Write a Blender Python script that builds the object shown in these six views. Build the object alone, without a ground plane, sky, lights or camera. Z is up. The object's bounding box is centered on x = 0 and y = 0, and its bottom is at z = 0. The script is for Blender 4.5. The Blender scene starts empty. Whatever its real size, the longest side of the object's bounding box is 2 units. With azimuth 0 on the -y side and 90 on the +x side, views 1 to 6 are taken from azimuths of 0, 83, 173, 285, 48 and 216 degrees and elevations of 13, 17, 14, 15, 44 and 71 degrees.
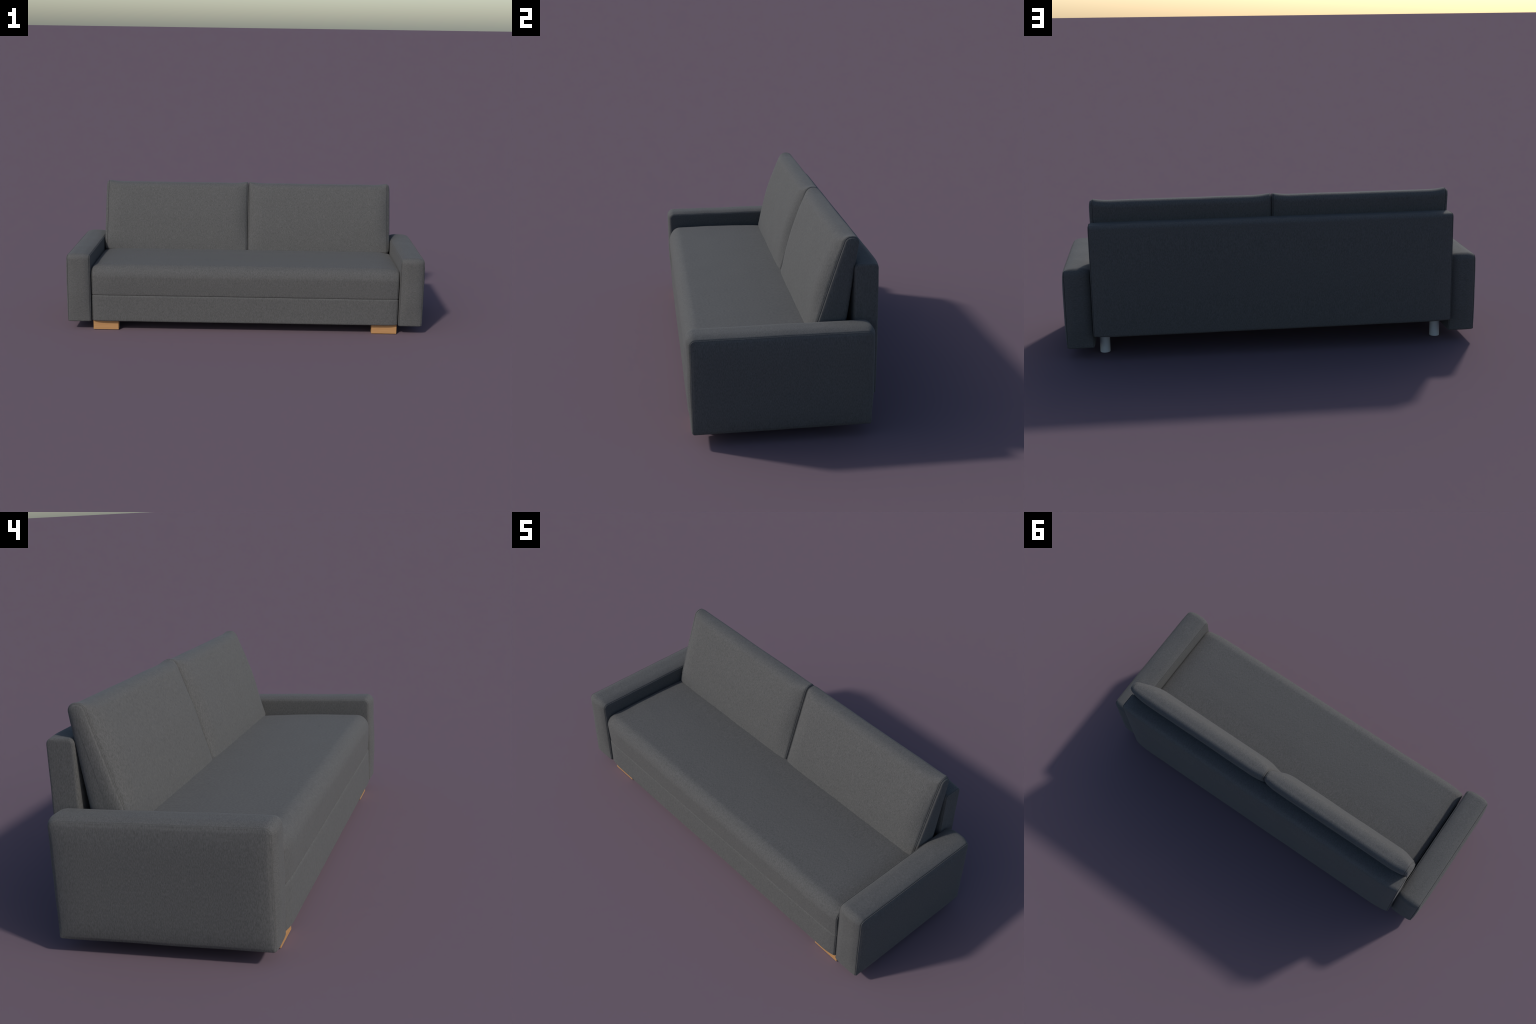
"""Two-seat upholstered sofa bed: boxed seat, base rail, two armrests, back panel,
two loose back cushions, two wooden block feet in front, two metal legs behind."""
import bpy, bmesh, math
from mathutils import Vector, noise

# ------------------------------------------------------------------ materials
def fabric(name, stretch, tone=1.0):
    """Melange wool-like cloth. stretch = frequencies along x, y, z (yarn runs along the low one)."""
    m = bpy.data.materials.new(name); m.use_nodes = True
    nt = m.node_tree; N = nt.nodes; L = nt.links
    bsdf = N["Principled BSDF"]
    tc = N.new("ShaderNodeTexCoord")

    def noise_tex(scale, detail, rough, offset):
        mp = N.new("ShaderNodeMapping")
        mp.inputs["Scale"].default_value = scale
        mp.inputs["Location"].default_value = (offset, offset * 1.7, offset * 0.6)
        n = N.new("ShaderNodeTexNoise")
        n.inputs["Scale"].default_value = 1.0
        n.inputs["Detail"].default_value = detail
        n.inputs["Roughness"].default_value = rough
        L.new(tc.outputs["Object"], mp.inputs["Vector"])
        L.new(mp.outputs["Vector"], n.inputs["Vector"])
        return n.outputs["Fac"]

    yarn = noise_tex(stretch, 3.0, 0.65, 3.1)
    blotch = noise_tex(tuple(s * 0.22 for s in stretch), 2.0, 0.5, 9.4)
    fuzz = noise_tex((430, 430, 430), 2.0, 0.6, 5.2)

    def mix_add(a, b, w):
        mul = N.new("ShaderNodeMath"); mul.operation = "MULTIPLY_ADD"
        L.new(b, mul.inputs[0]); mul.inputs[1].default_value = w
        L.new(a, mul.inputs[2]); return mul.outputs[0]
    f = mix_add(yarn, blotch, 0.06)
    f = mix_add(f, fuzz, 0.35)            # mean about 0.70
    ramp = N.new("ShaderNodeValToRGB")
    e = ramp.color_ramp.elements
    e[0].position = 0.44; e[1].position = 0.97
    e[0].color = (0.0550 * tone, 0.0551 * tone, 0.0546 * tone, 1)
    e[1].color = (0.1072 * tone, 0.1068 * tone, 0.1054 * tone, 1)
    L.new(f, ramp.inputs["Fac"])
    L.new(ramp.outputs["Color"], bsdf.inputs["Base Color"])
    bsdf.inputs["Roughness"].default_value = 0.92
    bsdf.inputs["Specular IOR Level"].default_value = 0.22
    bsdf.inputs["Sheen Weight"].default_value = 0.06
    bsdf.inputs["Sheen Roughness"].default_value = 0.5
    bump = N.new("ShaderNodeBump")
    bump.inputs["Strength"].default_value = 0.22
    bump.inputs["Distance"].default_value = 0.0012
    L.new(f, bump.inputs["Height"])
    L.new(bump.outputs["Normal"], bsdf.inputs["Normal"])
    return m

FINE, LONG = 400.0, 112.0
CLOTH_UP = fabric("grey_cloth_lengthwise", (FINE, LONG, LONG))      # yarn follows the wrap
CLOTH_CROSS = fabric("grey_cloth_crosswise", (LONG, FINE, FINE))    # yarn runs along x
CLOTH_SIDE = fabric("grey_cloth_side", (LONG, FINE, LONG))          # end panels, yarn upright

def wood():
    m = bpy.data.materials.new("oiled_beech"); m.use_nodes = True
    nt = m.node_tree; N = nt.nodes; L = nt.links; b = N["Principled BSDF"]
    tc = N.new("ShaderNodeTexCoord"); mp = N.new("ShaderNodeMapping")
    mp.inputs["Scale"].default_value = (12, 90, 110)
    n = N.new("ShaderNodeTexNoise"); n.inputs["Scale"].default_value = 1
    n.inputs["Detail"].default_value = 4
    r = N.new("ShaderNodeValToRGB"); e = r.color_ramp.elements
    e[0].position = 0.3; e[1].position = 0.75
    e[0].color = (0.375, 0.192, 0.072, 1); e[1].color = (0.445, 0.240, 0.094, 1)
    L.new(tc.outputs["Object"], mp.inputs[0]); L.new(mp.outputs[0], n.inputs["Vector"])
    L.new(n.outputs["Fac"], r.inputs[0]); L.new(r.outputs[0], b.inputs["Base Color"])
    b.inputs["Roughness"].default_value = 0.55
    return m

def plain(name, colour, rough, metal=0.0):
    m = bpy.data.materials.new(name); m.use_nodes = True
    nt = m.node_tree; N = nt.nodes; L = nt.links; b = N["Principled BSDF"]
    tc = N.new("ShaderNodeTexCoord"); n = N.new("ShaderNodeTexNoise")
    n.inputs["Scale"].default_value = 60
    r = N.new("ShaderNodeValToRGB"); e = r.color_ramp.elements
    e[0].color = tuple(c * 0.94 for c in colour) + (1,)
    e[1].color = tuple(c * 1.06 for c in colour) + (1,)
    L.new(tc.outputs["Object"], n.inputs["Vector"]); L.new(n.outputs["Fac"], r.inputs[0])
    L.new(r.outputs[0], b.inputs["Base Color"])
    b.inputs["Roughness"].default_value = rough
    b.inputs["Metallic"].default_value = metal
    return m

WOOD = wood()
ALU = plain("silver_lacquered_metal", (0.50, 0.51, 0.52), 0.45, 0.0)

# ------------------------------------------------------------------ hierarchy
root = bpy.data.objects.new("sofa", None)
root.empty_display_size = 0.2
bpy.context.collection.objects.link(root)
root["label"] = "grey fabric two-seat sofa bed with low boxy armrests"
root["category"] = "sofa"

def add(name, bm, mat, parent=root, smooth=True):
    bmesh.ops.recalc_face_normals(bm, faces=bm.faces)
    me = bpy.data.meshes.new(name); bm.to_mesh(me); bm.free()
    me.materials.append(mat)
    if smooth:
        me.polygons.foreach_set("use_smooth", [True] * len(me.polygons))
    ob = bpy.data.objects.new(name, me)
    bpy.context.collection.objects.link(ob)
    ob.parent = parent
    return ob

# ------------------------------------------------------------------ profiles
def rounded_outline(corners, step=0.006, dome=None, counts=None):
    """corners: (y, z, radius) of a convex outline, counter-clockwise
    -> (list of evenly spaced (pos, normal), list of straight edges as point + outward normal)."""
    straights = []
    for i, (y, z, _) in enumerate(corners):
        d = Vector(corners[(i + 1) % len(corners)][:2]) - Vector((y, z)); d.normalize()
        straights.append((y, z, d.y, -d.x))
    n = len(corners); pts = []
    for i in range(n):
        p0 = Vector(corners[i - 1][:2]); p1 = Vector(corners[i][:2]); p2 = Vector(corners[(i + 1) % n][:2])
        r = corners[i][2]
        a = (p0 - p1).normalized(); b = (p2 - p1).normalized()
        half = math.acos(max(-1, min(1, a.dot(b)))) / 2
        t = r / math.tan(half)
        c = p1 + (a + b).normalized() * (r / math.sin(half))
        s = p1 + a * t - c; e = p1 + b * t - c
        ang = math.acos(max(-1, min(1, s.normalized().dot(e.normalized()))))
        sgn = 1 if s.x * e.y - s.y * e.x > 0 else -1
        k = counts[0] if counts else max(4, int(math.ceil(ang * r / 0.0022)))
        for j in range(k + 1):
            q = sgn * ang * j / k
            d = Vector((s.x * math.cos(q) - s.y * math.sin(q), s.x * math.sin(q) + s.y * math.cos(q)))
            pts.append((c + d, d.normalized()))
    out = []
    per = len(pts) // n
    for i, (p, nn) in enumerate(pts):            # subdivide the straight runs
        q, nq = pts[(i + 1) % len(pts)]
        out.append((p, nn))
        k = int((q - p).length / step)
        if counts:
            k = counts[1] if i % per == per - 1 else 1
        for j in range(1, k):
            f = j / k
            out.append((p.lerp(q, f), nn.lerp(nq, f).normalized()))
    if dome:
        out = [(p + n * dome(p, n), n) for p, n in out]
    return out, straights

def hump(v, lo, hi):
    """1 in the middle of lo..hi, 0 at both ends."""
    u = (2 * v - lo - hi) / (hi - lo)
    return max(0.0, 1 - u * u)

def faces(n):
    """Share of a normal that faces front, back, up: blends smoothly round corners."""
    return (n.x * n.x if n.x < 0 else 0.0, n.x * n.x if n.x > 0 else 0.0, n.y * n.y if n.y > 0 else 0.0)

def smooth01(t):
    t = max(0.0, min(1.0, t)); return t * t * (3 - 2 * t)

def boxed(name, shape, x0, x1, crown, spine, *, falloff, power=2.2, rim=0.0040, bulge=(0.006, 0.006),
          groove=0.0045, wrap=CLOTH_UP, cap=CLOTH_SIDE, wobble=0.0008, seed=0.0, parent=root, lip=0.0045, puff=0.03, middle=None):
    """Upholstered box: a wrapping strip from seam x0 to seam x1, and a sewn-in end panel on each side.
    crown(normal, pos) = how far the strip swells outwards between its seams."""
    outline, straights = shape
    belly = {id(p): q for (p, _), (q, _) in zip(outline, middle[0])} if middle else None
    width = x1 - x0
    # --- stations across the strip, closer together near the seams
    xs = []
    near = [0.0, 0.0008, 0.0018, 0.003, 0.0045, 0.007, 0.010, 0.014, 0.019, 0.025, 0.032, 0.040, 0.050]
    near = [d for d in near if d < width / 2 - 0.004]
    k = max(3, int((width - 2 * near[-1]) / 0.012))
    for d in near: xs.append(x0 + d)
    for j in range(1, k): xs.append(x0 + near[-1] + (width - 2 * near[-1]) * j / k)
    for d in reversed(near): xs.append(x1 - d)

    def strip_offset(x, p, n):
        d = min(x - x0, x1 - x)
        q = min(d / falloff, 1.0)
        c = crown(n, p) * (1 - (1 - q) ** power)
        roll = 0.0
        if d < lip:
            u = 1 - d / lip
            roll = -groove * (1 - math.sqrt(max(0.0, 1 - u * u)))
        w = wobble * noise.noise(Vector((x * 7 + seed, p.x * 8, p.y * 8))) * min(d / 0.02, 1) \
            + wobble * 0.7 * noise.noise(Vector((seed + 40, p.x * 11, p.y * 11)))
        return c + roll + w

    bm = bmesh.new(); rings = []
    for x in xs:
        ring = []
        for p, n in outline:
            w = p + n * strip_offset(x, p, n)
            if belly:                            # morph from the seam outline to the fuller middle outline
                q = min(min(x - x0, x1 - x) / falloff, 1.0)
                w += (belly[id(p)] - p) * (1 - (1 - q) ** power)
            ring.append(bm.verts.new((x, w.x, w.y)))
        rings.append(ring)
    m = len(outline)
    for a, b in zip(rings, rings[1:]):
        for i in range(m):
            j = (i + 1) % m
            bm.faces.new((a[i], a[j], b[j], b[i]))
    body = add(name, bm, wrap, parent)

    # --- end panels: they swell smoothly away from every straight edge of the outline
    def swell(w):
        s = 1.0
        for (ex, ez, ny, nz) in straights:
            s *= 1 - math.exp(-max(0.0, (ex - w.x) * ny + (ez - w.y) * nz) / puff)
        return min(1.0, s * 1.04)
    sa, sb = Vector(spine[0]), Vector(spine[1]); axis = sb - sa
    for side, xe, bl in ((-1, x0, bulge[0]), (1, x1, bulge[1])):
        bm = bmesh.new(); rings = []
        base = [p + n * (-groove + wobble * 0.7 * noise.noise(Vector((seed + 40, p.x * 11, p.y * 11)))) for p, n in outline]
        # rim roll: out of the groove, round the seam allowance, on to the flat
        for dx, dn in ((-0.0004, -0.0005), (0.0003, 0.0012), (0.0010, 0.0025), (0.0020, 0.0029), (0.0031, 0.0022), (0.0040, 0.0006), (0.0045, -0.0016)):
            rings.append([bm.verts.new((xe + side * dx * rim / 0.0045, *(b + n * dn))) for b, (p, n) in zip(base, outline)])
        edge = [b + n * -0.0016 for b, (p, n) in zip(base, outline)]
        feet = [sa + axis * max(0.0, min(1.0, (q - sa).dot(axis) / axis.length_squared)) for q in edge]
        for t in (0.02, 0.05, 0.09, 0.14, 0.2, 0.28, 0.37, 0.47, 0.58, 0.7, 0.82, 0.92, 0.98):
            ring = []
            for q, f in zip(edge, feet):
                w = q.lerp(f, t)
                ring.append(bm.verts.new((xe + side * (rim + bl * swell(w)), w.x, w.y)))
            rings.append(ring)
        for a, b in zip(rings, rings[1:]):
            for i in range(m):
                j = (i + 1) % m
                bm.faces.new((a[i], a[j], b[j], b[i]))
        bm.faces.new(rings[-1])
        bmesh.ops.remove_doubles(bm, verts=bm.verts, dist=1e-5)
        add("side_panel", bm, cap, body)
    return body

# ------------------------------------------------------------------ armrests
ARM = rounded_outline([(-0.369, 0.0490, 0.009), (0.3165, 0.0490, 0.009), (0.3165, 0.4280, 0.021), (-0.369, 0.4280, 0.021)])
def arm_crown(n, p):
    front, back, up = faces(n)
    low = 0.3 + 0.7 * smooth01((p.y - 0.05) / 0.14)      # the swell dies out towards the hem
    return 0.0105 * up + (0.012 * front + 0.014 * back) * low
for side in (1, -1):
    lo, hi = (0.8635, 0.9845) if side > 0 else (-0.9845, -0.8635)
    bul = (0.003, 0.0118) if side > 0 else (0.0118, 0.003)
    boxed("armrest", ARM, lo, hi, arm_crown, ((-0.19, 0.24), (0.135, 0.24)), falloff=0.045, bulge=bul,
          wrap=CLOTH_CROSS, wobble=0.0016, seed=11 + side)

# ------------------------------------------------------------------ base rail and seat
BASE = rounded_outline([(-0.3660, 0.0540, 0.007), (0.262, 0.118, 0.010), (0.262, 0.2035, 0.006), (-0.3660, 0.2035, 0.005)])
boxed("seat_base", BASE, -0.8485, 0.8485, lambda n, p: 0.0085 * faces(n)[0], ((-0.30, 0.13), (0.20, 0.16)),
      falloff=0.075, bulge=(0.001, 0.001), wobble=0.0006, seed=3)

SEAT = rounded_outline([(-0.3635, 0.2045, 0.005), (0.262, 0.2045, 0.006), (0.262, 0.346, 0.030), (-0.373, 0.3580, 0.048)],
                       dome=lambda p, n: 0.008 * faces(n)[2] * hump(p.x, -0.40, 0.262))
def seat_crown(n, p):
    front, back, up = faces(n)
    return (0.009 + 0.007 * hump(p.x, -0.42, 0.22)) * up + (0.009 + 0.003 * hump(p.y, 0.2, 0.36)) * front
boxed("seat_cushion", SEAT, -0.8485, 0.8485, seat_crown, ((-0.30, 0.28), (0.19, 0.28)),
      falloff=0.110, bulge=(0.001, 0.001), wobble=0.0010, seed=6)

# ------------------------------------------------------------------ back panel
PANEL = rounded_outline([(0.270, 0.1160, 0.009), (0.3615, 0.1160, 0.009), (0.3615, 0.6475, 0.018), (0.270, 0.6475, 0.018)])
def panel_crown(n, p):
    front, back, up = faces(n)
    return back * (0.009 + 0.010 * hump(p.y, 0.10, 0.66)) + 0.006 * front + 0.003 * up
boxed("back_panel", PANEL, -0.8550, 0.8550, panel_crown, ((0.316, 0.165), (0.316, 0.60)),
      falloff=0.110, bulge=(0.002, 0.002), wobble=0.0008, seed=21)

# ------------------------------------------------------------------ back cushions
CUSHION = rounded_outline([(0.1015, 0.352, 0.016), (0.234, 0.352, 0.016), (0.2920, 0.7570, 0.026), (0.2335, 0.7570, 0.030)],
                          counts=(14, 60))
PLUMP = rounded_outline([(0.0985, 0.351, 0.014), (0.240, 0.351, 0.014), (0.3005, 0.7480, 0.028), (0.2265, 0.7480, 0.036)],
                        counts=(14, 60), dome=lambda p, n: 0.027 * faces(n)[0] * hump(p.y, 0.35, 0.785))
for side in (1, -1):
    lo, hi = (0.0095, 0.8375) if side > 0 else (-0.8375, -0.0045)
    boxed("back_cushion", CUSHION, lo, hi, lambda n, p: 0.0, ((0.175, 0.42), (0.258, 0.70)), falloff=0.100, power=2.6, middle=PLUMP, groove=0.005, lip=0.009,
          puff=0.012,
          bulge=(0.0035, 0.0145) if side > 0 else (0.0145, 0.0035), wobble=0.0016, seed=30 + 5 * side)

# ------------------------------------------------------------------ feet and legs
bm = bmesh.new(); bmesh.ops.create_cube(bm, size=1)
bmesh.ops.scale(bm, vec=(0.141, 0.040, 0.062), verts=bm.verts)
bmesh.ops.bevel(bm, geom=bm.edges[:], offset=0.0012, segments=2, profile=0.5, affect="EDGES")
foot = add("wooden_foot", bm, WOOD, smooth=False); foot.location = (0.7815, -0.328, 0.031)
twin = foot.copy(); twin.name = "wooden_foot.001"; twin.location.x = -0.7795
bpy.context.collection.objects.link(twin)

bm = bmesh.new()
bmesh.ops.create_cone(bm, cap_ends=True, segments=64, radius1=0.0245, radius2=0.0245, depth=0.13)
bmesh.ops.bevel(bm, geom=[e for e in bm.edges if abs(e.verts[0].co.z - e.verts[1].co.z) < 1e-5], offset=0.001, segments=2, affect="EDGES")
leg = add("metal_leg", bm, ALU); leg.location = (0.817, 0.2215, 0.065)
leg.data.set_sharp_from_angle(angle=math.radians(40))
twin = leg.copy(); twin.name = "metal_leg.001"; twin.location.x = -0.817
bpy.context.collection.objects.link(twin)
